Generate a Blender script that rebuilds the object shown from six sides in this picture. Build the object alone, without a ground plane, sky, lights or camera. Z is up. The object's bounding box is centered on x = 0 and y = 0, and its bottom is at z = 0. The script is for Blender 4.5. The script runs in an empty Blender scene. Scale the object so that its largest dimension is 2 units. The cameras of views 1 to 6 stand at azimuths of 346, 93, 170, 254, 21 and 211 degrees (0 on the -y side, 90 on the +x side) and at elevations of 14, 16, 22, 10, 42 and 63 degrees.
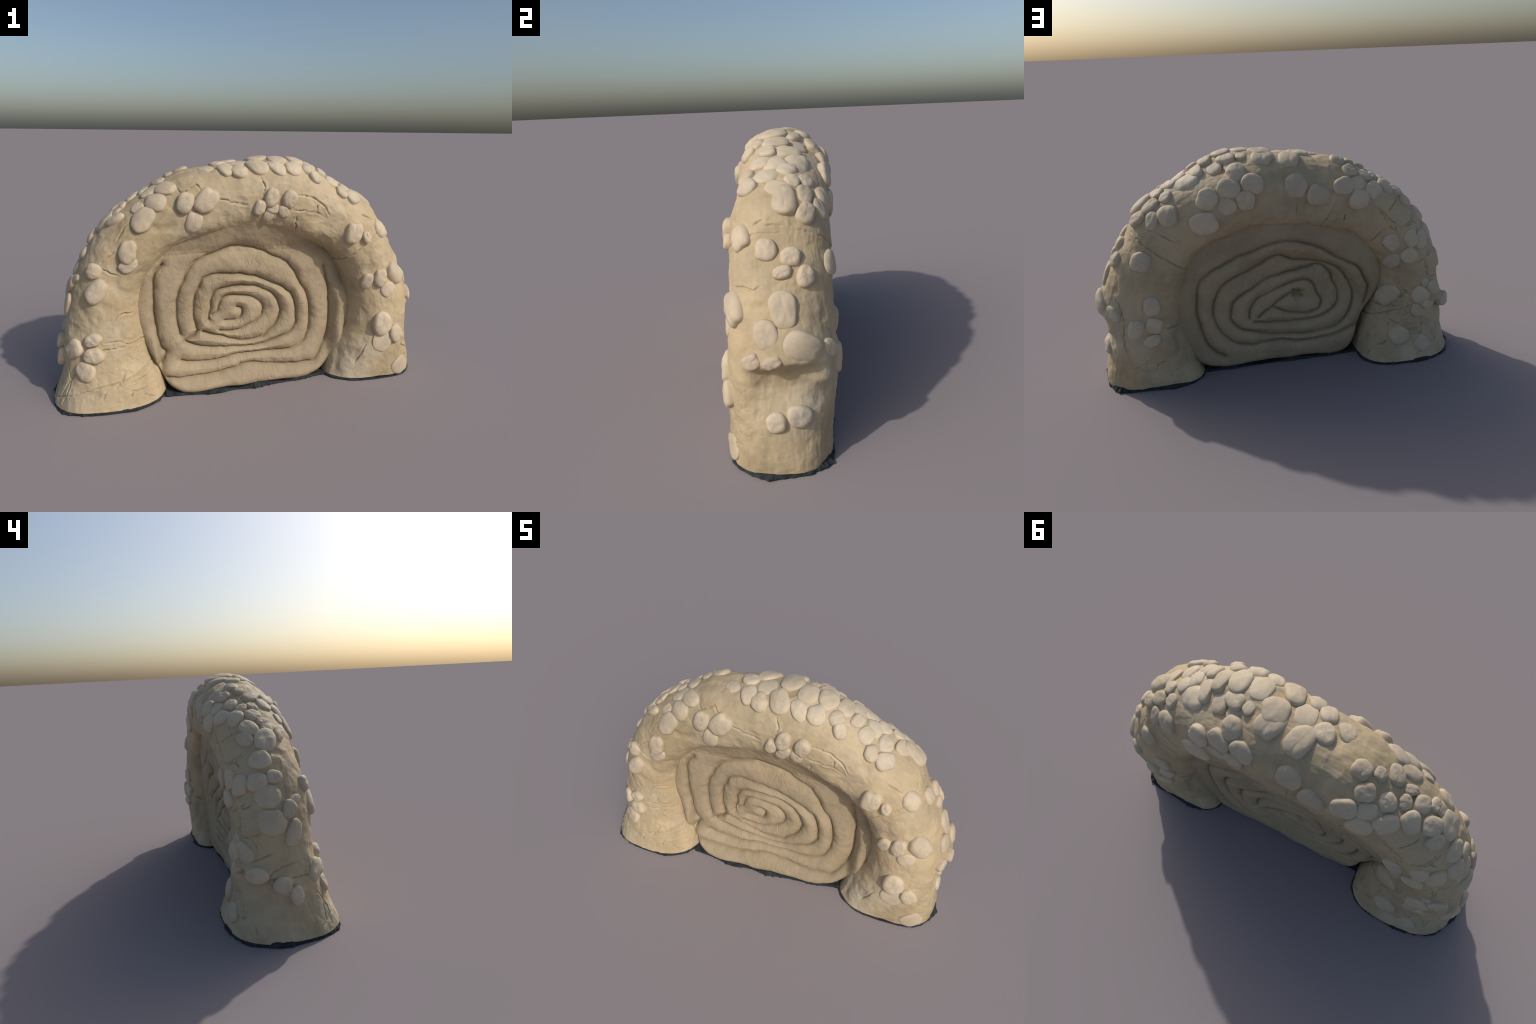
"""A hand-built clay arch: a thick rolled clay tube bent into an arch, closed by a
coiled clay wall (a spiral pressed into the front and into the back), studded with
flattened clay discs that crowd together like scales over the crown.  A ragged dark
soil rim clings to the sole."""
import bpy
import bmesh
from mathutils import Matrix, Vector, kdtree
import math
import numpy as np

# ---------------------------------------------------------------- arch profile
# One row per station along the arch, from the sole of one foot over the crown to
# the sole of the other: outer edge (x, z), inner edge (x, z), y of the front
# face, y of the back face, y of the outer ridge line, squareness of the outer and the inner half of the
# section, and how far from the inner edge the section is widest.
ARCH = np.array([
    # xo     zo     xi     zi     yf     yb     yc    n_out n_in  waist
    (-0.990, 0.012, -0.425, 0.012, -0.280, 0.275, 0.00, 2.7, 2.6, 0.50),
    (-0.975, 0.060, -0.432, 0.060, -0.266, 0.262, 0.01, 2.6, 2.5, 0.50),
    (-0.948, 0.140, -0.452, 0.140, -0.232, 0.238, 0.02, 2.5, 2.4, 0.50),
    (-0.922, 0.260, -0.490, 0.270, -0.196, 0.222, 0.04, 2.4, 2.3, 0.50),
    (-0.908, 0.400, -0.518, 0.420, -0.176, 0.212, 0.04, 2.4, 2.3, 0.48),
    (-0.875, 0.578, -0.510, 0.572, -0.166, 0.208, 0.04, 2.4, 2.4, 0.47),
    (-0.810, 0.725, -0.450, 0.675, -0.162, 0.208, 0.04, 2.4, 2.6, 0.46),
    (-0.692, 0.894, -0.362, 0.755, -0.154, 0.210, 0.04, 2.4, 2.8, 0.45),
    (-0.550, 1.010, -0.256, 0.796, -0.150, 0.222, 0.04, 2.4, 2.9, 0.45),
    (-0.392, 1.096, -0.166, 0.820, -0.152, 0.230, 0.04, 2.4, 3.0, 0.45),
    (-0.207, 1.164, -0.070, 0.836, -0.156, 0.234, 0.04, 2.4, 3.0, 0.45),
    ( 0.000, 1.186,  0.020, 0.845, -0.160, 0.234, 0.04, 2.4, 3.0, 0.45),
    ( 0.192, 1.204,  0.108, 0.846, -0.166, 0.228, 0.03, 2.4, 3.0, 0.45),
    ( 0.330, 1.174,  0.186, 0.832, -0.170, 0.220, 0.02, 2.4, 2.9, 0.45),
    ( 0.455, 1.109,  0.264, 0.800, -0.175, 0.210, 0.02, 2.4, 2.8, 0.45),
    ( 0.593, 1.030,  0.360, 0.762, -0.182, 0.208, 0.02, 2.4, 2.7, 0.45),
    ( 0.714, 0.935,  0.454, 0.706, -0.190, 0.207, 0.02, 2.4, 2.6, 0.46),
    ( 0.794, 0.818,  0.524, 0.612, -0.196, 0.206, 0.02, 2.4, 2.5, 0.47),
    ( 0.870, 0.670,  0.562, 0.492, -0.199, 0.208, 0.02, 2.4, 2.4, 0.48),
    ( 0.924, 0.510,  0.574, 0.374, -0.204, 0.212, 0.02, 2.4, 2.3, 0.50),
    ( 0.938, 0.330,  0.554, 0.268, -0.212, 0.214, 0.01, 2.5, 2.3, 0.50),
    ( 0.966, 0.150,  0.498, 0.140, -0.216, 0.204, 0.00, 2.6, 2.4, 0.50),
    ( 0.982, 0.060,  0.468, 0.060, -0.218, 0.196, 0.00, 2.8, 2.6, 0.50),
    ( 0.984, 0.012,  0.452, 0.012, -0.220, 0.196, 0.00, 2.9, 2.8, 0.50),
])


def arch_parameter():
    mid = 0.5 * (ARCH[:, 0:2] + ARCH[:, 2:4])
    step = np.hypot(*np.diff(mid, axis=0).T)
    t = np.concatenate([[0.0], np.cumsum(step)])
    return t / t[-1]


def spline(t, table, q):
    """Smooth interpolation (Catmull-Rom tangents on uneven knots)."""
    q = np.clip(np.asarray(q, float), t[0], t[-1])
    m = np.gradient(table, t, axis=0)
    i = np.clip(np.searchsorted(t, q, side='right') - 1, 0, len(t) - 2)
    h = (t[i + 1] - t[i])
    s = (q - t[i]) / h
    s_ = s[..., None]
    h_ = h[..., None]
    return ((2*s_**3 - 3*s_**2 + 1) * table[i] + (s_**3 - 2*s_**2 + s_) * h_ * m[i]
            + (-2*s_**3 + 3*s_**2) * table[i + 1] + (s_**3 - s_**2) * h_ * m[i + 1])


ARCH_T = arch_parameter()


def arch_point(u, v):
    """Point on the smooth arch: u along it (0..1), v round it in degrees
    (0 outer ridge, 90 front, 180 inside, 270 back)."""
    u, v = np.broadcast_arrays(np.asarray(u, float), np.asarray(v, float))
    st = spline(ARCH_T, ARCH, u)
    a = np.radians(v)
    rear = np.sin(a) < 0
    n_out = st[..., 7] - 0.35 * rear                        # the back of the crown slopes off sooner,
    n_in = np.where(rear, 2.3 + 3.6 * (st[..., 8] - 2.3), st[..., 8])   # its lower edge is fuller
    e = 2.0 / np.where(np.cos(a) > 0, n_out, n_in)
    c = np.sign(np.cos(a)) * np.abs(np.cos(a)) ** e
    s = np.sign(np.sin(a)) * np.abs(np.sin(a)) ** e
    w = st[..., 9]
    zi = st[..., 3]                                         # legs reach further in on the rear
    reach = np.where(st[..., 2] < 0, 0.0, 0.11) * rear * np.clip((0.74 - zi) / 0.15, 0, 1) * np.clip((zi - 0.10) / 0.12, 0, 1)
    k = np.where(c > 0, w + c * (1 - w), w + c * (w + reach))   # 0 inner edge, 1 outer edge
    x = st[..., 2] + k * (st[..., 0] - st[..., 2])
    z = st[..., 3] + k * (st[..., 1] - st[..., 3])
    ym = st[..., 6]
    y = np.where(s > 0, ym + s * (st[..., 4] - ym), ym + (-s) * (st[..., 5] - ym))
    return np.stack([x, y, z], axis=-1)


def ease(t):
    t = np.clip(t, 0, 1)
    return t * t * (3 - 2 * t)


def wall_front(x, z):
    """Depth of the front face of the coiled wall: leaning back upward from a thick
    bottom coil and sinking away towards one side."""
    coil = np.interp(x, [-0.45, -0.2, 0.1, 0.35, 0.5], [0.100, 0.122, 0.102, 0.078, 0.055])
    side = 0.10 * np.clip(x, -0.1, 0.6) ** 2 + 0.28 * np.clip(x - 0.32, 0, 0.3) ** 2
    lean = 0.8 * np.clip(z - 0.57, 0, 0.18) ** 2 - 0.42 * np.clip(z - 0.73, 0, 0.2)

    # the outermost coil stands forward again beside both legs
    side = side - 0.052 * ease((x - 0.475) / 0.07) * ease((0.60 - z) / 0.2)
    side = side - 0.045 * ease((-0.44 - x) / 0.04) * ease((0.36 - z) / 0.15)
    return (-0.077 - coil * np.exp(-(np.maximum(z, 0) / 0.13) ** 1.3) + side + lean
            - 0.05 * np.clip(-x - 0.25, 0, 1))


def wall_back(x, z):
    """Back face: upright below, swelling out to meet the arch above."""
    ring = np.hypot(x / 0.56, (z - 0.42) / 0.42)
    upper = np.clip((z - 0.35) / 0.25, 0, 1)
    return (0.112 - 0.012 * np.exp(-np.maximum(z, 0) / 0.1)
            + 0.072 * (0.30 + 0.70 * np.exp(-((x + 0.08) / 0.32) ** 2)) * ease((ring - 0.40) / 0.42) * ease(upper))

# ---------------------------------------------------------------- lines and discs
# Grooves pressed into the wall, as (x, z) control points of curves; cracks and discs
# lie on the arch as (u, v); a disc adds its two half widths, turn and height.
FRONT_GROOVES = [
    [(-0.042, 0.427), (-0.015, 0.416), (-0.011, 0.385), (-0.03, 0.362), (-0.066, 0.354), (-0.107, 0.359)],
    [(-0.176, 0.391), (-0.147, 0.407), (-0.135, 0.448), (-0.123, 0.477), (-0.094, 0.493), (-0.036, 0.493), (0.023, 0.483), 
     (0.071, 0.461), (0.104, 0.425), (0.096, 0.376), (0.053, 0.337), (-0.007, 0.309), (-0.078, 0.295), (-0.131, 0.304)],
    [(-0.194, 0.369), (-0.184, 0.422), (-0.178, 0.481), (-0.157, 0.519), (-0.105, 0.539), (-0.036, 0.547), (0.04, 0.542), 
     (0.106, 0.519), (0.155, 0.488), (0.187, 0.443), (0.2, 0.38), (0.182, 0.332), (0.139, 0.286), (0.095, 0.254), 
     (0.046, 0.241), (-0.02, 0.242), (-0.079, 0.254), (-0.126, 0.273), (-0.172, 0.286), (-0.224, 0.305)],
    [(-0.255, 0.32), (-0.268, 0.369), (-0.272, 0.429), (-0.268, 0.488), (-0.242, 0.551), (-0.224, 0.59), (-0.179, 0.611), 
     (-0.093, 0.614), (-0.007, 0.61), (0.064, 0.591), (0.142, 0.556), (0.229, 0.51), (0.267, 0.473), (0.284, 0.422), 
     (0.293, 0.365), (0.29, 0.308), (0.265, 0.267), (0.207, 0.243), (0.144, 0.219), (0.082, 0.208), (0.021, 0.205), 
     (-0.069, 0.21), (-0.186, 0.22), (-0.255, 0.232), (-0.317, 0.262)],
    [(-0.317, 0.267), (-0.282, 0.284), (-0.252, 0.314)],
    [(-0.344, 0.3), (-0.356, 0.372), (-0.36, 0.461), (-0.349, 0.53), (-0.319, 0.591), (-0.289, 0.657), (-0.232, 0.697), 
     (-0.146, 0.732), (-0.064, 0.76), (-0.006, 0.757), (0.084, 0.733), (0.155, 0.698), (0.233, 0.657), (0.283, 0.594), 
     (0.316, 0.531), (0.35, 0.484), (0.368, 0.413), (0.375, 0.337), (0.362, 0.25), (0.329, 0.193), (0.269, 0.17), 
     (0.173, 0.169), (0.05, 0.17), (-0.041, 0.168), (-0.131, 0.156), (-0.219, 0.148), (-0.276, 0.15), (-0.344, 0.163)],
    [(-0.425, 0.682), (-0.462, 0.641), (-0.475, 0.529), (-0.472, 0.413), (-0.461, 0.319), (-0.441, 0.24), (-0.423, 0.221), 
     (-0.451, 0.158)],
    [(0.451, 0.622), (0.476, 0.527), (0.491, 0.417), (0.494, 0.322), (0.481, 0.225), (0.451, 0.149), (0.405, 0.092), 
     (0.316, 0.089), (0.218, 0.094), (0.106, 0.109), (0.016, 0.121), (-0.076, 0.104), (-0.166, 0.09), (-0.252, 0.085), 
     (-0.338, 0.08), (-0.416, 0.085)],
]

BACK_GROOVES = [
    [(0.138, 0.308), (0.103, 0.334), (0.056, 0.366), (0.01, 0.403), (-0.036, 0.425), (-0.07, 0.439), (-0.109, 0.406)],
    [(0.185, 0.308), (0.182, 0.351), (0.161, 0.392), (0.132, 0.425), (0.086, 0.445), (0.03, 0.467), (-0.027, 0.49), 
     (-0.083, 0.504), (-0.151, 0.493), (-0.173, 0.469), (-0.195, 0.408), (-0.216, 0.355), (-0.195, 0.32), (-0.148, 0.303), 
     (-0.078, 0.306), (-0.01, 0.328), (0.051, 0.362)],
    [(0.162, 0.285), (0.094, 0.275), (0.003, 0.263), (-0.106, 0.261), (-0.212, 0.275), (-0.277, 0.309), (-0.306, 0.356), 
     (-0.308, 0.407), (-0.281, 0.479), (-0.25, 0.552), (-0.199, 0.595), (-0.135, 0.58), (-0.057, 0.567), (0.026, 0.55), 
     (0.104, 0.524), (0.173, 0.479), (0.229, 0.45), (0.264, 0.418), (0.282, 0.371), (0.287, 0.322), (0.268, 0.281), 
     (0.231, 0.251), (0.165, 0.222), (0.098, 0.202), (0.012, 0.187), (-0.076, 0.177), (-0.223, 0.178), (-0.295, 0.195), 
     (-0.348, 0.24), (-0.383, 0.307), (-0.391, 0.41), (-0.353, 0.492), (-0.316, 0.554), (-0.247, 0.599), (-0.137, 0.627), 
     (-0.056, 0.642), (0.028, 0.675), (0.07, 0.66), (0.102, 0.637), (0.167, 0.601), (0.244, 0.571), (0.299, 0.543), 
     (0.346, 0.488), (0.372, 0.422), (0.38, 0.36), (0.366, 0.295), (0.333, 0.227), (0.292, 0.182), (0.237, 0.153), 
     (0.169, 0.14), (0.1, 0.143), (0.013, 0.15), (-0.075, 0.13), (-0.181, 0.131), (-0.283, 0.136), (-0.374, 0.17), 
     (-0.422, 0.183)],
    [(-0.461, 0.323), (-0.477, 0.379), (-0.476, 0.438), (-0.445, 0.495), (-0.405, 0.57), (-0.358, 0.595), (-0.243, 0.67), 
     (-0.185, 0.709), (-0.102, 0.745), (-0.021, 0.759), (0.031, 0.756), (0.083, 0.743), (0.145, 0.718), (0.239, 0.684), 
     (0.319, 0.645), (0.384, 0.611), (0.429, 0.569), (0.449, 0.522), (0.458, 0.453), (0.464, 0.384), (0.453, 0.301), 
     (0.434, 0.21), (0.406, 0.153), (0.37, 0.114), (0.333, 0.087)],
]

CRACKS = [
    [(0.5118, 58.5), (0.5175, 71.2), (0.5161, 84.8)],
    [(0.4582, 88.5), (0.4739, 90.0), (0.4904, 91.5)],
    [(0.574, 81.8), (0.6011, 77.2), (0.6204, 78.0), (0.6433, 87.0)],
    [(0.579, 97.5), (0.6047, 91.5), (0.6226, 90.0), (0.6426, 90.8)],
    [(0.6097, 143.2), (0.589, 104.2)],
    [(0.614, 81.8), (0.6183, 90.0)],
    [(0.6855, 61.5), (0.7127, 54.0)],
    [(0.3981, 43.5), (0.4046, 54.8), (0.4196, 51.8), (0.4246, 63.8)],
    [(0.4425, 82.5), (0.4589, 87.0)],
    [(0.2816, 62.2), (0.3152, 55.5)],
    [(0.2366, 66.0), (0.2244, 90.8)],
    [(0.2445, 60.0), (0.2645, 70.5)],
    [(0.1079, 88.5), (0.1079, 103.5), (0.1001, 115.5), (0.0958, 138.8)],
    [(0.0336, 93.0), (0.0593, 106.5)],
    [(0.1372, 96.0), (0.1515, 105.8), (0.1508, 129.0)],
    [(0.0393, 109.5), (0.0457, 139.5)],
    [(0.035, 87.8), (0.0179, 85.5)],
    [(0.0264, 105.8), (0.0257, 119.2), (0.0293, 139.5)],
    [(0.0164, 105.8), (0.0279, 108.8)],
    [(0.0179, 120.8), (0.005, 136.5)],
    [(0.0622, 36.8), (0.0386, 45.0), (0.0071, 39.0)],
    [(0.9721, 117.0), (0.9335, 108.8)],
    [(0.9871, 75.8), (0.9671, 40.5)],
    [(0.401, 275.2), (0.3953, 268.5), (0.3896, 235.5), (0.381, 209.2)],
    [(0.366, 269.2), (0.3545, 257.2)],
    [(0.4639, 270.0), (0.456, 250.5)],
    [(0.3345, 290.2), (0.2959, 283.5), (0.2659, 286.5)],
    [(0.3181, 325.5), (0.3109, 290.2)],
    [(0.2852, 332.2), (0.2731, 304.5), (0.2723, 285.8)],
    [(0.253, 214.5), (0.2745, 258.8), (0.2881, 275.2)],
    [(0.2881, 275.2), (0.2709, 275.2)],
    [(0.3217, 287.2), (0.3167, 279.8)],
    [(0.2802, 284.2), (0.2709, 275.2)],
    [(0.2109, 316.5), (0.1987, 294.8), (0.193, 280.5)],
    [(0.8685, 240.0), (0.8692, 210.0)],
    [(0.8335, 312.0), (0.8449, 301.5), (0.8692, 294.0), (0.8985, 298.5), (0.935, 291.8)],
    [(0.955, 286.5), (0.94, 267.8)],
    [(0.9757, 269.2), (0.95, 263.2), (0.9485, 250.5)],
    [(0.8377, 267.8), (0.8149, 267.8)],
    [(0.148, 249.0), (0.1372, 260.2), (0.1258, 249.0), (0.1365, 267.8)],
    [(0.0772, 237.8), (0.065, 240.8)],
    [(0.0808, 237.0), (0.0708, 255.0)],
    [(0.0829, 282.8), (0.0693, 284.2), (0.0593, 267.0)],
    [(0.0579, 284.2), (0.0457, 282.8)],
    [(0.0522, 309.0), (0.035, 306.0), (0.0286, 290.2)],
    [(0.0093, 271.5), (0.0222, 285.8)],
    [(0.0293, 229.5), (0.04, 245.2)],
    [(0.02, 219.8), (0.0093, 213.8)],
    [(0.0865, 258.8), (0.0936, 265.5)],
    [(0.7012, 292.5), (0.6984, 277.5), (0.6955, 269.2), (0.6833, 265.5)],
    [(0.3124, 290.2), (0.3167, 324.0)],
    [(0.2688, 281.2), (0.2709, 311.2), (0.2802, 332.2)],
    [(0.336, 288.0), (0.2909, 276.8)],
    [(0.2709, 309.8), (0.263, 316.5)],
    [(0.1094, 345.8), (0.1165, 1.5), (0.1215, 14.2), (0.1108, 24.8), (0.1051, 49.5)],
    [(0.2016, 301.5), (0.1623, 297.8)],
    [(0.1565, 299.2), (0.1623, 318.0), (0.1687, 333.8)],
    [(0.0629, 53.2), (0.0372, 39.8), (0.0143, 31.5)],
    [(0.0243, 321.0), (0.0114, 322.5)],
    [(0.2009, 299.2), (0.2023, 311.2), (0.2087, 325.5)],
    [(0.1229, 312.0), (0.1408, 351.0)],
    [(0.1215, 31.5), (0.0893, 33.8)],
    [(0.1415, 256.5), (0.1301, 266.2)],
    [(0.163, 295.5), (0.1601, 307.5), (0.0057, 10.5)],
    [(0.2016, 294.8), (0.1587, 296.2)],
    [(0.0558, 265.5), (0.0565, 272.2), (0.0436, 282.8), (0.0214, 282.8)],
    [(0.0214, 302.2), (0.0472, 300.8)],
    [(0.7241, 13.5), (0.7262, 0.8)],
    [(0.7341, 1.5), (0.7305, 347.2)],
    [(0.7212, 25.5), (0.7177, 15.8)],
    [(0.7891, 56.2), (0.792, 41.2), (0.797, 26.2), (0.7934, 18.0)],
    [(0.945, 54.0), (0.9564, 39.0)],
    [(0.9657, 57.8), (0.9685, 38.2)],
]

DISCS_CROWN = [
    (0.2688, 349.5, 0.057, 0.051, 63, 0.036),
    (0.2974, 3.0, 0.073, 0.059, 150, 0.038),
    (0.3016, 335.2, 0.050, 0.039, 23, 0.028),
    (0.3088, 27.8, 0.058, 0.030, 150, 0.030),
    (0.3188, 9.0, 0.042, 0.035, 178, 0.022),
    (0.3195, 346.5, 0.055, 0.042, 25, 0.028),
    (0.3288, 7.5, 0.035, 0.027, 69, 0.022),
    (0.3410, 41.2, 0.036, 0.029, 22, 0.014),
    (0.3424, 332.2, 0.052, 0.044, 143, 0.028),
    (0.3438, 359.2, 0.048, 0.039, 37, 0.022),
    (0.3567, 312.0, 0.059, 0.044, 66, 0.026),
    (0.3617, 347.2, 0.034, 0.031, 129, 0.022),
    (0.3631, 2.2, 0.040, 0.024, 28, 0.022),
    (0.3681, 21.0, 0.053, 0.040, 20, 0.016),
    (0.3760, 334.5, 0.045, 0.039, 139, 0.026),
    (0.3831, 312.0, 0.046, 0.040, 37, 0.010),
    (0.3838, 4.5, 0.050, 0.039, 119, 0.026),
    (0.3860, 33.8, 0.064, 0.044, 137, 0.022),
    (0.3996, 354.8, 0.033, 0.029, 100, 0.024),
    (0.4003, 329.2, 0.043, 0.041, 38, 0.028),
    (0.4167, 348.0, 0.045, 0.041, 84, 0.028),
    (0.4453, 15.8, 0.052, 0.036, 128, 0.022),
    (0.4639, 1.5, 0.050, 0.046, 97, 0.026),
    (0.4696, 28.5, 0.057, 0.040, 114, 0.022),
    (0.4803, 341.2, 0.076, 0.053, 79, 0.030),
    (0.4853, 38.2, 0.054, 0.045, 127, 0.026),
    (0.4875, 9.8, 0.060, 0.047, 107, 0.010),
    (0.5096, 32.2, 0.072, 0.050, 116, 0.026),
    (0.5125, 342.8, 0.072, 0.054, 75, 0.026),
    (0.5139, 357.8, 0.067, 0.060, 113, 0.024),
    (0.5361, 41.2, 0.062, 0.038, 120, 0.022),
    (0.5382, 11.2, 0.063, 0.051, 102, 0.012),
    (0.5390, 347.2, 0.038, 0.026, 82, 0.010),
    (0.5533, 312.8, 0.057, 0.053, 101, 0.034),
    (0.5561, 335.2, 0.045, 0.033, 66, 0.014),
    (0.5590, 39.0, 0.052, 0.048, 121, 0.028),
    (0.5590, 348.8, 0.051, 0.041, 155, 0.026),
    (0.5633, 9.0, 0.072, 0.051, 98, 0.022),
    (0.5790, 340.5, 0.054, 0.041, 91, 0.016),
    (0.5826, 30.0, 0.043, 0.037, 61, 0.022),
    (0.5868, 5.2, 0.062, 0.043, 91, 0.022),
    (0.5940, 42.8, 0.041, 0.033, 126, 0.030),
    (0.6040, 352.5, 0.063, 0.039, 95, 0.022),
    (0.6061, 14.2, 0.044, 0.032, 84, 0.026),
    (0.6226, 339.8, 0.075, 0.060, 169, 0.028),
    (0.6247, 22.5, 0.051, 0.042, 81, 0.026),
    (0.6297, 5.2, 0.058, 0.041, 113, 0.022),
    (0.6419, 354.0, 0.045, 0.041, 64, 0.022),
    (0.6426, 42.0, 0.041, 0.035, 125, 0.028),
    (0.6519, 14.2, 0.059, 0.042, 84, 0.022),
    (0.6562, 330.8, 0.039, 0.036, 150, 0.022),
    (0.6633, 38.2, 0.050, 0.045, 46, 0.034),
    (0.6640, 348.8, 0.039, 0.035, 5, 0.022),
    (0.6755, 2.2, 0.059, 0.041, 78, 0.014),
    (0.6812, 333.8, 0.051, 0.035, 173, 0.022),
    (0.6926, 310.5, 0.048, 0.036, 46, 0.022),
    (0.6934, 357.8, 0.072, 0.051, 179, 0.036),
    (0.7076, 333.0, 0.052, 0.038, 160, 0.030),
    (0.7327, 46.5, 0.056, 0.047, 20, 0.034),
    (0.7534, 13.5, 0.050, 0.043, 2, 0.036),
]

DISCS_FRONT = [
    (0.0636, 66.0, 0.056, 0.045, 29, 0.024),
    (0.0893, 75.8, 0.054, 0.040, 78, 0.034),
    (0.1158, 75.0, 0.046, 0.033, 101, 0.034),
    (0.1966, 74.2, 0.068, 0.047, 160, 0.028),
    (0.2294, 57.0, 0.043, 0.039, 111, 0.028),
    (0.2466, 93.0, 0.047, 0.033, 150, 0.018),
    (0.2709, 84.8, 0.058, 0.045, 32, 0.030),
    (0.3310, 65.2, 0.065, 0.053, 24, 0.022),
    (0.3638, 50.2, 0.055, 0.049, 142, 0.022),
    (0.3824, 96.8, 0.057, 0.040, 59, 0.020),
    (0.3946, 72.8, 0.053, 0.040, 42, 0.028),
    (0.4239, 80.2, 0.068, 0.050, 37, 0.030),
    (0.5111, 95.2, 0.042, 0.029, 67, 0.028),
    (0.5311, 87.8, 0.051, 0.037, 65, 0.030),
    (0.5311, 110.2, 0.039, 0.027, 62, 0.016),
    (0.5361, 96.8, 0.035, 0.029, 174, 0.020),
    (0.5604, 100.5, 0.035, 0.029, 112, 0.018),
    (0.5633, 87.8, 0.050, 0.038, 81, 0.032),
    (0.6984, 90.0, 0.058, 0.044, 118, 0.030),
    (0.7212, 83.2, 0.034, 0.024, 146, 0.024),
    (0.7963, 108.8, 0.044, 0.030, 137, 0.020),
    (0.8041, 88.5, 0.049, 0.038, 157, 0.028),
    (0.8142, 58.5, 0.068, 0.051, 26, 0.034),
    (0.8320, 82.5, 0.044, 0.042, 79, 0.012),
    (0.8921, 91.5, 0.070, 0.054, 174, 0.030),
    (0.9185, 70.5, 0.054, 0.041, 34, 0.026),
    (0.9278, 89.2, 0.064, 0.057, 168, 0.010),
    (0.9836, 61.5, 0.062, 0.049, 118, 0.012),
]

DISCS_BACK = [
    (0.0286, 282.0, 0.051, 0.044, 39, 0.016),
    (0.0493, 258.0, 0.061, 0.057, 40, 0.034),
    (0.0979, 281.2, 0.057, 0.040, 68, 0.012),
    (0.1101, 293.2, 0.042, 0.029, 111, 0.026),
    (0.1265, 226.5, 0.076, 0.053, 142, 0.026),
    (0.1265, 282.0, 0.064, 0.050, 44, 0.036),
    (0.1365, 306.8, 0.057, 0.041, 41, 0.028),
    (0.1523, 289.5, 0.030, 0.023, 29, 0.014),
    (0.2023, 243.0, 0.059, 0.041, 103, 0.026),
    (0.2123, 272.2, 0.054, 0.045, 21, 0.030),
    (0.2359, 307.5, 0.054, 0.048, 167, 0.030),
    (0.2459, 289.5, 0.049, 0.043, 170, 0.022),
    (0.2487, 265.5, 0.052, 0.044, 170, 0.034),
    (0.3681, 287.2, 0.058, 0.053, 12, 0.036),
    (0.4017, 298.5, 0.054, 0.046, 32, 0.028),
    (0.4317, 276.8, 0.059, 0.052, 178, 0.034),
    (0.4718, 288.0, 0.063, 0.059, 84, 0.024),
    (0.5361, 291.0, 0.054, 0.051, 162, 0.028),
    (0.5547, 270.0, 0.048, 0.046, 84, 0.026),
    (0.5726, 291.0, 0.056, 0.048, 152, 0.026),
    (0.5876, 270.0, 0.047, 0.044, 112, 0.014),
    (0.6083, 291.0, 0.054, 0.053, 40, 0.034),
    (0.6362, 269.2, 0.070, 0.056, 170, 0.032),
    (0.6705, 301.5, 0.053, 0.050, 71, 0.030),
    (0.7577, 289.5, 0.053, 0.049, 8, 0.032),
    (0.8234, 259.5, 0.052, 0.041, 20, 0.036),
    (0.8506, 309.8, 0.047, 0.031, 43, 0.030),
    (0.8620, 253.5, 0.047, 0.042, 66, 0.034),
    (0.8749, 276.0, 0.057, 0.042, 168, 0.030),
    (0.8942, 260.2, 0.046, 0.036, 78, 0.030),
]

DISCS_END = [
    (0.0686, 8.2, 0.046, 0.033, 3, 0.032),
    (0.0893, 357.8, 0.043, 0.042, 42, 0.036),
    (0.0979, 45.8, 0.055, 0.046, 126, 0.034),
    (0.1072, 327.0, 0.058, 0.039, 81, 0.036),
    (0.1651, 15.8, 0.065, 0.036, 155, 0.030),
    (0.1830, 352.5, 0.068, 0.063, 82, 0.042),
    (0.1994, 14.2, 0.045, 0.034, 150, 0.032),
    (0.2102, 24.8, 0.037, 0.020, 125, 0.020),
    (0.2194, 351.0, 0.062, 0.059, 94, 0.038),
    (0.2402, 338.2, 0.050, 0.047, 60, 0.032),
    (0.2452, 3.0, 0.038, 0.034, 73, 0.026),
    (0.7627, 352.5, 0.041, 0.037, 98, 0.032),
    (0.7798, 0.8, 0.038, 0.026, 101, 0.030),
    (0.7834, 336.8, 0.044, 0.034, 152, 0.034),
    (0.8184, 0.8, 0.068, 0.050, 8, 0.036),
    (0.8356, 14.2, 0.054, 0.046, 7, 0.032),
    (0.8470, 344.2, 0.071, 0.055, 72, 0.042),
    (0.8599, 8.2, 0.035, 0.024, 112, 0.038),
    (0.8613, 26.2, 0.037, 0.029, 124, 0.038),
    (0.9299, 345.0, 0.049, 0.043, 62, 0.036),
    (0.9357, 3.8, 0.040, 0.038, 111, 0.026),
]

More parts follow.
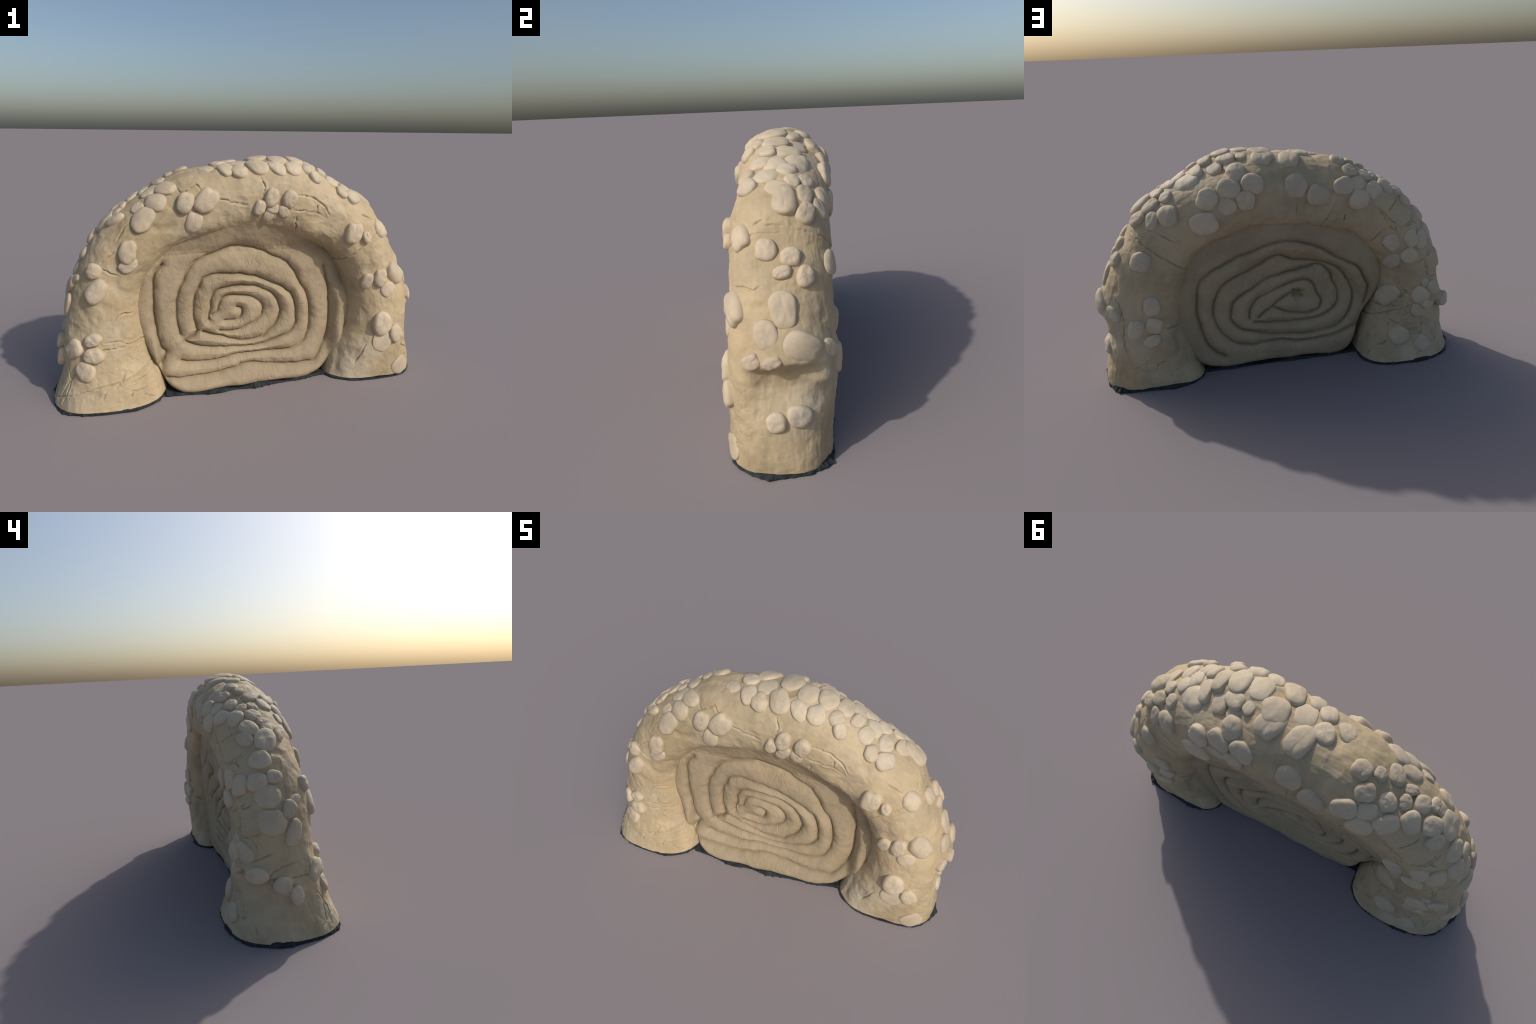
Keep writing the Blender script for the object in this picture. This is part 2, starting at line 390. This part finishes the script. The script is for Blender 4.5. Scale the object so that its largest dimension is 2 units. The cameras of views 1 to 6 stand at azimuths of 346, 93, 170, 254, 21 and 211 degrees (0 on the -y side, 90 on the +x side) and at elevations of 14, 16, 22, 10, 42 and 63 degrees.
# ---------------------------------------------------------------- noise
def hash_noise(p, seed):
    """Smooth 3D gradient noise, about -1..1."""
    p = np.asarray(p, float)
    i = np.floor(p).astype(np.int64)
    f = p - i
    w = f * f * f * (f * (f * 6 - 15) + 10)
    total = np.zeros(p.shape[:-1])
    for dx in (0, 1):
        for dy in (0, 1):
            for dz in (0, 1):
                h = ((i[..., 0] + dx) * 374761393 + (i[..., 1] + dy) * 668265263
                     + (i[..., 2] + dz) * 2147483647 + seed * 1274126177) & 0xFFFFFFFF
                h = ((h ^ (h >> 13)) * 1103515245 + 12345) & 0xFFFFFFFF
                h = ((h ^ (h >> 16)) * 1597334677) & 0xFFFFFFFF
                a = (h & 0xFFFF) / 65535.0 * 2 * math.pi
                b = ((h >> 16) & 0xFFFF) / 65535.0 * 2 - 1
                r = np.sqrt(np.maximum(0, 1 - b * b))
                g = (np.cos(a) * r * (f[..., 0] - dx) + np.sin(a) * r * (f[..., 1] - dy)
                     + b * (f[..., 2] - dz))
                total += (g * (w[..., 0] if dx else 1 - w[..., 0])
                          * (w[..., 1] if dy else 1 - w[..., 1])
                          * (w[..., 2] if dz else 1 - w[..., 2]))
    return total * 1.6


def fbm(p, seed, octaves=3, gain=0.5):
    total, amp = 0.0, 1.0
    for k in range(octaves):
        total = total + amp * hash_noise(p * 2.03 ** k + 7.3 * k, seed + k)
        amp *= gain
    return total


# ---------------------------------------------------------------- arch relief
# Bulges and hollows of the tube: u, v (degrees), height, reach along u, reach in v.
BULGES = [
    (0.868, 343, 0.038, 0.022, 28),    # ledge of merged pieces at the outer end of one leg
    (0.875, 14, 0.028, 0.020, 20),
    (0.842, 350, 0.008, 0.020, 30),
    (0.800, 355, 0.006, 0.030, 35),
    (0.902, 0, -0.022, 0.018, 22),   # hollow below it
    (0.890, 318, 0.030, 0.028, 14),    # flared rims on both sides of the hollow
    (0.890, 35, 0.012, 0.030, 11),
    (0.116, 300, 0.030, 0.016, 13),    # slanting ridge of merged lumps on the other leg
    (0.110, 320, 0.036, 0.016, 13),
    (0.105, 338, 0.032, 0.015, 11),
    (0.091, 357, 0.026, 0.015, 11),
    (0.071, 8, 0.022, 0.014, 10),
    (0.074, 318, 0.014, 0.022, 22),   # hollow below it
    (0.055, 350, -0.008, 0.016, 24),
    (0.110, 35, 0.012, 0.030, 18),
    (0.645, 98, -0.016, 0.028, 16),    # thumb dent on the front
    (0.690, 90, 0.010, 0.010, 14),
    (0.300, 300, 0.006, 0.050, 30),
    (0.405, 10, 0.016, 0.022, 35),     # lumps and dips of the crown
    (0.452, 0, -0.012, 0.020, 40),
    (0.560, 15, 0.008, 0.030, 25),
    (0.572, 332, -0.034, 0.045, 24),
    (0.625, 350, -0.010, 0.018, 40),
    (0.690, 0, 0.010, 0.022, 40),
    (0.745, 350, -0.010, 0.018, 40),
    (0.470, 295, -0.010, 0.040, 22),
    (0.380, 300, 0.010, 0.040, 22),
]


def arch_relief(u, v, p):
    """Height of the hand-worked relief above the smooth arch."""
    h = 0.0075 * hash_noise(p * 4.2, 11) + 0.0032 * hash_noise(p * 9.5, 12)
    h = h + 0.0014 * fbm(p * 26.0, 13)
    # smoothing strokes of wet fingers, drawn out along the tube
    a = np.radians(v)
    stroke = np.stack([u * 26.0, np.cos(a) * 7.0, np.sin(a) * 7.0], axis=-1)
    calm = np.clip((np.cos(np.radians(v)) + 0.75) / 0.6, 0.15, 1.0)
    h = h + calm * (0.0010 * hash_noise(stroke, 14) + 0.0008 * hash_noise(stroke * 2.3, 15))
    dents = np.clip(hash_noise(p * 13.0, 16) - 0.15, 0, 1)          # soft thumb dents
    h = h - 0.0105 * dents - 0.0045 * np.clip(hash_noise(p * 22.0, 17) - 0.2, 0, 1)
    fold = np.stack([u * 70.0, v / 26.0, p[..., 1] * 5.0], axis=-1)
    where = np.clip(hash_noise(p * 3.4, 18) * 1.6, 0, 1)
    h = h + where * 0.0024 * hash_noise(fold, 19)
    for bu, bv, amp, su, sv in BULGES:
        dv = (v - bv + 180.0) % 360.0 - 180.0
        su = np.where((u - bu) * (bu - 0.5) > 0, su * (0.32 if amp > 0.02 else 1.0), su)   # ledges break off below
        h = h + amp * np.exp(-((u - bu) / su) ** 2 - (dv / sv) ** 2)
    return h


def arch_frame(u, v):
    """Relief surface point, normal and the tangents per unit u and per degree v."""
    e, g = 1e-4, 0.05
    p = arch_point(u, v)
    tu = (arch_point(np.clip(u + e, 0, 1), v) - arch_point(np.clip(u - e, 0, 1), v)) / (2 * e)
    tv = (arch_point(u, v + g) - arch_point(u, v - g)) / (2 * g)
    n = np.cross(tu, tv)
    n = n / (np.linalg.norm(n, axis=-1, keepdims=True) + 1e-12)
    st = spline(ARCH_T, ARCH, np.asarray(u, float))
    c = np.stack([0.5 * (st[..., 0] + st[..., 2]), st[..., 6], 0.5 * (st[..., 1] + st[..., 3])], -1)
    n = np.where(((p - c) * n).sum(-1, keepdims=True) < 0, -n, n)
    return p + n * np.asarray(arch_relief(np.asarray(u, float), np.asarray(v, float), p))[..., None], n, tu, tv


# ---------------------------------------------------------------- helpers
def dense(points, step):
    """Catmull-Rom curve through control points, sampled about every `step`."""
    pts = np.asarray(points, float)
    d = np.hypot(*np.diff(pts, axis=0).T) if pts.shape[1] == 2 else np.linalg.norm(np.diff(pts, axis=0), axis=1)
    t = np.concatenate([[0], np.cumsum(np.maximum(d, 1e-6))])
    if len(pts) == 2:
        q = np.linspace(0, 1, max(2, int(t[-1] / step) + 1))[:, None]
        return pts[0] * (1 - q) + pts[1] * q
    q = np.linspace(0, t[-1], max(3, int(t[-1] / step) + 1))
    return spline(t, pts, q)


def tree_of(points):
    kd = kdtree.KDTree(len(points))
    for i, p in enumerate(points):
        kd.insert((p[0], p[1], p[2]), i)
    kd.balance()
    return kd


def nearest(kd, pts):
    return np.array([kd.find(p)[2] for p in pts.tolist()])


def new_object(name, verts, faces, material, parent=None, smooth=True):
    me = bpy.data.meshes.new(name)
    verts = np.ascontiguousarray(verts, dtype=np.float32)
    me.vertices.add(len(verts))
    me.vertices.foreach_set("co", verts.ravel())
    counts = np.array([len(f) for f in faces]) if isinstance(faces, list) else np.full(len(faces), faces.shape[1])
    flat = np.concatenate([np.asarray(f) for f in faces]) if isinstance(faces, list) else faces.ravel()
    me.loops.add(len(flat))
    me.loops.foreach_set("vertex_index", flat.astype(np.int32))
    me.polygons.add(len(counts))
    me.polygons.foreach_set("loop_start", np.concatenate([[0], np.cumsum(counts)[:-1]]).astype(np.int32))
    me.polygons.foreach_set("use_smooth", np.full(len(counts), smooth))
    me.update(calc_edges=True)
    me.validate()
    bm = bmesh.new()
    bm.from_mesh(me)
    bmesh.ops.recalc_face_normals(bm, faces=bm.faces)
    bm.to_mesh(me)
    bm.free()
    me.materials.append(material)
    ob = bpy.data.objects.new(name, me)
    bpy.context.scene.collection.objects.link(ob)
    if parent is not None:
        ob.parent = parent
    return ob


def grid_faces(rows, cols, wrap):
    i = np.arange(rows - 1)[:, None]
    j = np.arange(cols if wrap else cols - 1)[None, :]
    k = (j + 1) % cols
    return np.stack([i * cols + j, (i + 1) * cols + j, (i + 1) * cols + k, i * cols + k], -1).reshape(-1, 4)


# ---------------------------------------------------------------- materials
class Nodes:
    def __init__(self, name):
        self.mat = bpy.data.materials.new(name)
        self.mat.use_nodes = True
        self.t = self.mat.node_tree
        self.t.nodes.clear()

    def add(self, kind, **sets):
        n = self.t.nodes.new(kind)
        for k, v in sets.items():
            if k.startswith("i_"):
                n.inputs[k[2:].replace("_", " ")].default_value = v
            else:
                setattr(n, k, v)
        return n

    def link(self, a, b):
        self.t.links.new(a, b)

    def ramp(self, fac, stops):
        r = self.add("ShaderNodeValToRGB")
        while len(r.color_ramp.elements) < len(stops):
            r.color_ramp.elements.new(0.5)
        for e, (pos, col) in zip(r.color_ramp.elements, stops):
            e.position, e.color = pos, (*col, 1)
        self.link(fac, r.inputs[0])
        return r.outputs[0]

    def noise(self, coord, scale, detail=3.0, rough=0.55):
        n = self.add("ShaderNodeTexNoise", i_Scale=scale, i_Detail=detail, i_Roughness=rough)
        self.link(coord, n.inputs["Vector"])
        return n.outputs["Fac"]

    def mix(self, fac, a, b, mode="MIX"):
        m = self.add("ShaderNodeMix", data_type="RGBA", blend_type=mode)
        for sock, val in ((m.inputs[0], fac), (m.inputs[6], a), (m.inputs[7], b)):
            if isinstance(val, (int, float)):
                sock.default_value = val
            elif isinstance(val, tuple):
                sock.default_value = (*val, 1)
            else:
                self.link(val, sock)
        return m.outputs[2]


def clay_material(name, base, olive, ochre, own_space=False, bump=0.25, sky_tint=True):
    """Dry matt clay: cream with olive and ochre clouds, fine pits and brush grain."""
    k = Nodes(name)
    co = k.add("ShaderNodeTexCoord").outputs["Object"]
    rnd = None
    if own_space:
        info = k.add("ShaderNodeObjectInfo")
        rnd = info.outputs["Random"]
        mul = k.add("ShaderNodeVectorMath", operation="SCALE")
        k.link(co, mul.inputs[0])
        mul.inputs["Scale"].default_value = 0.055
        add = k.add("ShaderNodeVectorMath", operation="ADD")
        k.link(mul.outputs[0], add.inputs[0])
        k.link(info.outputs["Location"], add.inputs[1])
        co = add.outputs[0]
    c = k.mix(k.ramp(k.noise(co, 3.6, 5, 0.6), [(0.42, (0, 0, 0)), (0.68, (1, 1, 1))]), base, olive)
    c = k.mix(k.ramp(k.noise(co, 7.5, 5, 0.6), [(0.50, (0, 0, 0)), (0.78, (0.75,) * 3)]), c, ochre)
    # greyer, damper patches with a soft edge
    c = k.mix(k.ramp(k.noise(co, 5.2, 5, 0.65), [(0.52, (0, 0, 0)), (0.66, (0.55,) * 3)]), c, tuple(0.74 * q for q in (base[0], base[1] * 1.03, base[2] * 1.10)))
    # pale grey patches: skylight caught in the scan, painted in at random
    c = k.mix(k.ramp(k.noise(co, 2.3, 3), [(0.52, (0, 0, 0)), (0.80, (0.5,) * 3)]), c, (0.660, 0.610, 0.500) if sky_tint else c)
    grain = k.noise(co, 60.0, 5, 0.65)
    c = k.mix(0.35, c, k.ramp(grain, [(0.3, (0.80, 0.78, 0.74)), (0.7, (1.0, 1.0, 1.0))]), "MULTIPLY")
    if rnd is not None:
        c = k.mix(0.5, c, k.ramp(rnd, [(0.0, (0.86, 0.84, 0.82)), (0.5, (0.97, 0.95, 0.92)), (1.0, (1.0, 1.0, 1.0))]), "MULTIPLY")
    pits = k.noise(co, 150.0, 3, 0.6)
    b1 = k.add("ShaderNodeBump", i_Strength=bump, i_Distance=0.004)
    k.link(grain, b1.inputs["Height"])
    b2 = k.add("ShaderNodeBump", i_Strength=bump * 0.6, i_Distance=0.0015)
    k.link(pits, b2.inputs["Height"])
    k.link(b1.outputs[0], b2.inputs["Normal"])
    bsdf = k.add("ShaderNodeBsdfPrincipled", i_Roughness=0.66)
    bsdf.inputs["Specular IOR Level"].default_value = 0.35
    k.link(c, bsdf.inputs["Base Color"])
    k.link(b2.outputs[0], bsdf.inputs["Normal"])
    out = k.add("ShaderNodeOutputMaterial")
    k.link(bsdf.outputs[0], out.inputs["Surface"])
    return k.mat


def fringe_material():  # near-black copies the shadow baked along the scan's lower edge
    k = Nodes("dark_fringe")
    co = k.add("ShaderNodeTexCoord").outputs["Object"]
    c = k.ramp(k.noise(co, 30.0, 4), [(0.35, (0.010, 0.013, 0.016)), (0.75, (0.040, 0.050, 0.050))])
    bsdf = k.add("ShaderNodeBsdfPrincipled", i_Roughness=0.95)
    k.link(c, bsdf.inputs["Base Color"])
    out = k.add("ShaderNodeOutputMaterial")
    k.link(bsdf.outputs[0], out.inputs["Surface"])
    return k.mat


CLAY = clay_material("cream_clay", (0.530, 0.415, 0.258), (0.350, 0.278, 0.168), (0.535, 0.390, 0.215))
WALL_CLAY = clay_material("coiled_clay", (0.405, 0.318, 0.205), (0.305, 0.240, 0.152), (0.430, 0.325, 0.198), bump=0.4, sky_tint=False)  # browner clay, its darker tone also holding some of the recess's shade
DISC_CLAY = clay_material("pinkish_clay", (0.620, 0.512, 0.365), (0.455, 0.382, 0.280), (0.610, 0.485, 0.330), own_space=True)
FRINGE = fringe_material()

# ---------------------------------------------------------------- the thing
thing = bpy.data.objects.new("clay_arch", None)
thing.empty_display_size = 0.2
bpy.context.scene.collection.objects.link(thing)
thing["label"] = "cream clay arch with scaly discs and a coiled spiral wall"
thing["category"] = "clay sculpture"


# ---------------------------------------------------------------- arch tube
def build_arch():
    nu, nv = 1150, 470
    u = np.linspace(0, 1, nu)[:, None] * np.ones((1, nv))
    v = np.ones((nu, 1)) * (np.arange(nv) * 360.0 / nv)[None, :]
    pts, nrm, _, _ = arch_frame(u, v)
    pts, nrm = pts.reshape(-1, 3), nrm.reshape(-1, 3)
    # drying cracks: wandering lines carved into the skin, one lip slightly raised
    line = []
    for crack in CRACKS:
        uv = dense(np.asarray(crack) * (1.0, 0.0035), 0.0006) / (1.0, 0.0035)
        p = arch_frame(uv[:, 0], uv[:, 1])[0]
        p = p + 0.0050 * np.stack([hash_noise(p * 38.0, 21 + k) for k in range(3)], -1)
        fade = np.minimum(1, 3.0 * np.minimum(np.arange(len(p)), np.arange(len(p))[::-1]) / max(1, len(p) - 1) + 0.25)
        line += [(q, f) for q, f in zip(p, fade)]
    kd = tree_of([q for q, _ in line])
    strength = np.array([f for _, f in line])
    hits = [kd.find(p) for p in pts.tolist()]
    d = np.array([h[2] for h in hits])
    s = strength[np.array([h[1] for h in hits])]
    depth = s * (0.0110 * np.exp(-(d / 0.0027) ** 2) - 0.0012 * np.exp(-((d - 0.010) / 0.006) ** 2))
    # crazed, crumbly skin on the lower legs and on one flank
    pu, pv = u.ravel(), v.ravel()
    craze = np.abs(hash_noise(pts * 17.0, 31) + 0.35 * hash_noise(pts * 41.0, 32))
    where = (np.exp(-((pu - 0.06) / 0.05) ** 2 - (((pv - 115) / 40)) ** 2)
             + np.exp(-((pu - 0.10) / 0.07) ** 2 - (((pv - 275) / 45)) ** 2)
             + 0.6 * np.exp(-((pu - 0.25) / 0.05) ** 2 - (((pv - 290) / 35)) ** 2)
             + 0.5 * np.exp(-((pu - 0.93) / 0.05) ** 2 - (((pv - 60) / 45)) ** 2))
    depth = depth + np.clip(where, 0, 1) * 0.0040 * np.exp(-(craze / 0.05) ** 2)
    pts = pts - nrm * depth[:, None]
    pts[:, 2] = np.maximum(pts[:, 2], 0.006)
    faces = grid_faces(nu, nv, True)
    # close the soles
    low, high = len(pts), len(pts) + 1
    pts = np.vstack([pts, pts[:nv].mean(0), pts[(nu - 1) * nv:nu * nv].mean(0)])
    j = np.arange(nv)
    k = (j + 1) % nv
    caps = [np.stack([np.full(nv, low), j, k], -1), np.stack([np.full(nv, high), (nu - 1) * nv + k, (nu - 1) * nv + j], -1)]
    allf = list(faces) + list(caps[0]) + list(caps[1])
    return new_object("arch", pts, allf, CLAY, thing)


arch = build_arch()

# ---------------------------------------------------------------- coiled wall
WALL_OUTLINE = [(0.635, 0.42), (0.605, 0.25), (0.535, 0.12), (0.465, 0.05), (0.38, 0.014), (0.20, 0.010), (0.0, 0.010),
                (-0.20, 0.010), (-0.36, 0.014), (-0.415, 0.05), (-0.465, 0.15), (-0.52, 0.26), (-0.58, 0.42),
                (-0.56, 0.62), (-0.42, 0.82), (-0.20, 0.92), (0.05, 0.95), (0.25, 0.91), (0.45, 0.79), (0.585, 0.62)]
# on the back a slit is left open between the wall and the inside of one leg
BACK_OUTLINE = [{(-0.415, 0.05): (-0.395, 0.05), (-0.465, 0.15): (-0.425, 0.14), (-0.52, 0.26): (-0.455, 0.25),
                 (-0.58, 0.42): (-0.56, 0.42)}.get(p, p) for p in WALL_OUTLINE]
WALL_CENTRE = (0.0, 0.42)


def wall_side(name, grooves, face, outward, roll_height, outline, pits):
    """One face of the wall: clay coils between pressed grooves, rounded at the rim."""
    nt, nr = 1000, 230
    loop = np.array(outline) - WALL_CENTRE
    ang = np.unwrap(np.arctan2(loop[:, 1], loop[:, 0]))
    rad = np.hypot(*loop.T)
    order = np.argsort(ang)
    ang, rad = ang[order], rad[order]
    ang = np.concatenate([ang[-3:] - 2 * math.pi, ang, ang[:3] + 2 * math.pi])
    rad = np.concatenate([rad[-3:], rad, rad[:3]])
    th = np.linspace(ang[3], ang[3] + 2 * math.pi, nt, endpoint=False)
    R = spline(ang, rad[:, None], th)[:, 0]
    f = np.linspace(0.004, 1.0, nr)
    x = WALL_CENTRE[0] + f[:, None] * (R * np.cos(th))[None, :]
    z = WALL_CENTRE[1] + f[:, None] * (R * np.sin(th))[None, :]
    z = np.maximum(z, 0.006)
    p2 = np.stack([x, np.zeros_like(x), z], -1).reshape(-1, 3)
    wob = 0.004 * np.stack([hash_noise(p2 * 24.0, 41), np.zeros(len(p2)), hash_noise(p2 * 24.0, 42)], -1)
    line = []
    for g in grooves:
        q = dense(g, 0.002)
        line += [(a, 0.0, b) for a, b in q]
    d = nearest(tree_of(line), p2 + wob)
    # the roll of clay between two grooves is plump; the groove itself is a narrow cut
    uneven = 1.0 + 0.45 * hash_noise(p2 * 6.0, 47)
    h = uneven * (roll_height * (1 - (1 - np.clip(d / 0.050, 0, 1)) ** 2) ** 0.62 - 0.008 * np.exp(-(d / 0.0048) ** 2))
    for px, pz, deep, wide in pits:
        q = np.hypot(p2[:, 0] - px, 0.8 * (p2[:, 2] - pz)) + 0.012 * hash_noise(p2 * 40.0, 48)
        h = h - deep * np.exp(-(q / wide) ** 2)
    q3 = p2 * 1.0
    h = h + 0.0035 * hash_noise(q3 * 9.0, 43) + 0.0016 * fbm(q3 * 28.0, 44)
    # short nicks across the coils
    nick = np.abs(hash_noise(q3 * (30.0, 1.0, 12.0), 45))
    h = h - 0.0022 * np.exp(-(nick / 0.035) ** 2) * (hash_noise(q3 * 5.0, 46) > 0.05)
    xs, zs = p2[:, 0], p2[:, 2]
    e = ((1 - f)[:, None] * R[None, :]).ravel()
    low = np.clip((0.16 - zs) / 0.12, 0, 1)
    low = low * low * (3 - 2 * low)            # the bottom coil is tightly rounded,
    r = 0.060 + (0.050 - 0.060) * low          # the rest sinks into the seam of the arch
    back = (0.050 + (0.060 - 0.050) * low) * (1 - np.sqrt(np.maximum(0, 1 - np.clip(1 - e / r, 0, 1) ** 2)))
    y = face(xs, zs) + outward * (h - 0.021 - back)
    pts = np.stack([xs, y, zs], -1)
    faces = list(grid_faces(nr, nt, True))
    c = len(pts)
    pts = np.vstack([pts, pts[:nt].mean(0)])
    j = np.arange(nt)
    faces += list(np.stack([np.full(nt, c), (j + 1) % nt, j], -1))
    # carry the rim into the heart of the wall so that the slab is solid
    rim = np.arange((nr - 1) * nt, nr * nt)
    inner = pts[rim].copy()
    inner[:, 1] = 0.02
    base = len(pts)
    pts = np.vstack([pts, inner])
    faces += list(np.stack([rim, np.roll(rim, -1), base + (j + 1) % nt, base + j], -1))
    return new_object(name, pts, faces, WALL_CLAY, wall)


wall = bpy.data.objects.new("coiled_wall", None)
bpy.context.scene.collection.objects.link(wall)
wall.parent = thing
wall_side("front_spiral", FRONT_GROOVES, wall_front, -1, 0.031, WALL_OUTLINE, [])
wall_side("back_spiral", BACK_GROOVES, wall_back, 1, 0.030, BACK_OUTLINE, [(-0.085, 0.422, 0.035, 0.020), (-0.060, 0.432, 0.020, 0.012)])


# ---------------------------------------------------------------- clay discs
def disc_mesh(shape, bend_a, bend_b):
    """A pressed pellet of clay of unit radius and unit height whose base droops by
    bend_a, bend_b (in heights) at the ends of its axes, to sit on the round tube."""
    rng = np.random.default_rng(100 + shape)
    nt, nr = 44, 13
    th = np.arange(nt) * 2 * math.pi / nt
    n = (2.0, 2.5, 2.2, 2.8)[shape % 4]
    R = (np.abs(np.cos(th)) ** n + np.abs(np.sin(th)) ** n) ** (-1 / n)
    for m in (2, 3, 4, 5, 7):
        R = R * (1 + rng.uniform(-1, 1) * 0.085 / m * np.cos(m * th + rng.uniform(0, 6.28)) * 1.6)
    prof = [(0.0, 1.0)]
    for i in range(1, nr):
        a = i / (nr - 1) * math.pi / 2
        prof.append((math.sin(a) ** 0.70, math.cos(a) ** 0.58))
    prof += [(0.99, -0.30), (0.93, -0.9)]
    prof = np.array(prof)
    tilt = rng.uniform(-0.10, 0.10, 2)
    rows = []
    for r, h in prof[1:]:
        x, y = r * R * np.cos(th), r * R * np.sin(th)
        p = np.stack([x, y, np.zeros(nt)], -1)
        lump = 0.10 * hash_noise(p * 1.7 + 3.1 * shape, 51) + 0.05 * hash_noise(p * 4.0 + 3.1 * shape, 52)
        rows.append(np.stack([x, y, h * (1 + lump * 1.2 + tilt[0] * x + tilt[1] * y) + bend_a * x * x + bend_b * y * y], -1))
    pts = np.vstack(rows + [np.array([[0, 0, 1.0 + 0.1 * hash_noise(np.array([3.1 * shape] * 3), 51)]])])
    faces = list(grid_faces(len(rows), nt, True))
    j = np.arange(nt)
    faces += list(np.stack([np.full(nt, len(pts) - 1), j, (j + 1) % nt], -1))
    me_ob = new_object("clay_disc", pts, faces, DISC_CLAY)
    me = me_ob.data
    bpy.data.objects.remove(me_ob)
    return me


def build_discs():
    rng = np.random.default_rng(5)
    meshes = {}
    levels = np.array([-1.2, -0.8, -0.4, 0.0, 0.4])
    rows = ([(r, 0.85) for r in DISCS_CROWN] + [(r, 0.84) for r in DISCS_FRONT + DISCS_BACK]
            + [(r, 0.78) for r in DISCS_END])
    for (u, v, a, b, ang, h), proud in rows:
        lump = 50 < v < 180 and proud < 0.85     # the loose groups stand prouder
        h = min(h * proud * (1.15 if lump else 1.0), 0.034 if lump else 0.024)
        if 0.835 < u < 0.875 and (v < 50 or v > 300):
            u, h = u + 0.008, h * 0.8          # these make up the ledge and are half buried
        if proud == 0.85:
            a, b = a * 0.95, b * 0.95
        p, n, tu, tv = (np.asarray(q) for q in arch_frame(u, v))
        smooth = arch_point(u, v)
        t1 = tu - n * (tu @ n)
        t1 = t1 / np.linalg.norm(t1)
        t2 = np.cross(n, t1)
        w = math.radians(ang)
        ea = math.cos(w) * t1 + math.sin(w) * t2
        eb = np.cross(n, ea)
        basis = np.stack([tu, tv, n], -1)
        bends = []
        for axis, size in ((ea, a), (eb, b)):
            drop = 0.0
            for sign in (1, -1):
                k = np.linalg.solve(basis, sign * size * axis)
                q = arch_point(min(max(u + k[0], 0), 1), v + k[1])
                drop += 0.5 * float((q - smooth) @ n)
            bends.append(int(np.argmin(np.abs(levels - np.clip(drop / h, -1.2, 0.4)))))
        key = (int(rng.integers(0, 6)), bends[0], bends[1])
        if key not in meshes:
            meshes[key] = disc_mesh(key[0], levels[key[1]], levels[key[2]])
        ob = bpy.data.objects.new("clay_disc", meshes[key])
        m = Matrix((( *(ea * a), 0), (*(eb * b), 0), (*(n * h), 0), (0, 0, 0, 1))).transposed()
        m.translation = Vector(p - n * (0.24 if proud == 0.85 else 0.06 if lump else 0.16) * h)
        ob.matrix_world = m
        bpy.context.scene.collection.objects.link(ob)
        ob.parent = arch


build_discs()


# ---------------------------------------------------------------- scan fringe
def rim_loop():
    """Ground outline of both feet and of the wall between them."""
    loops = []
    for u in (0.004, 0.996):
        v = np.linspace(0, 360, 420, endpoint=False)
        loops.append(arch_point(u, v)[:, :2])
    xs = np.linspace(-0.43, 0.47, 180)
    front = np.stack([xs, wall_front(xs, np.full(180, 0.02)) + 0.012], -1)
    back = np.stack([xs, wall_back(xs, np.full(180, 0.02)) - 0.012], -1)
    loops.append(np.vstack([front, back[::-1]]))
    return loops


def build_fringe():
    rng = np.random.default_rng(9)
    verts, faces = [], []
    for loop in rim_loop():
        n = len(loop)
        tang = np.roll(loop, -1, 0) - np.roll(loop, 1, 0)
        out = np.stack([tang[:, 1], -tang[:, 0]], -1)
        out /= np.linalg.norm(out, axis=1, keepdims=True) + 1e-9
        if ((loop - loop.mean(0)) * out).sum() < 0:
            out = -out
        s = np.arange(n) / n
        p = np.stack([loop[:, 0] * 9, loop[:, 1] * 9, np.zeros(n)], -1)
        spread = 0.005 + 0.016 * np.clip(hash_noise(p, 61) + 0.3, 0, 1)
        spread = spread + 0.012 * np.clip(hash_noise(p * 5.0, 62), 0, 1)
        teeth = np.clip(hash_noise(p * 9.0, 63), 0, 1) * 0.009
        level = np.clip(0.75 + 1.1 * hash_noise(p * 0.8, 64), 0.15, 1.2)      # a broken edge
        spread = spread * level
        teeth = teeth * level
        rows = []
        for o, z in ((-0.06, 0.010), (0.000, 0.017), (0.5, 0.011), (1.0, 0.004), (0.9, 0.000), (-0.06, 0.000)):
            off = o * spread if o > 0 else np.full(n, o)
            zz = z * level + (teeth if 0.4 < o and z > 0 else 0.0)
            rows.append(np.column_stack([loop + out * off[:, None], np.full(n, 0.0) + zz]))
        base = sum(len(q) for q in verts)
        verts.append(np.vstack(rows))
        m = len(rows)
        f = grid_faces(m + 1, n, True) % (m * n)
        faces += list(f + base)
    ob = new_object("scan_fringe", np.vstack(verts), faces, FRINGE, thing, smooth=False)  # the scan's ragged dark border built as a skirt, no real soil
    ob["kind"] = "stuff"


build_fringe()
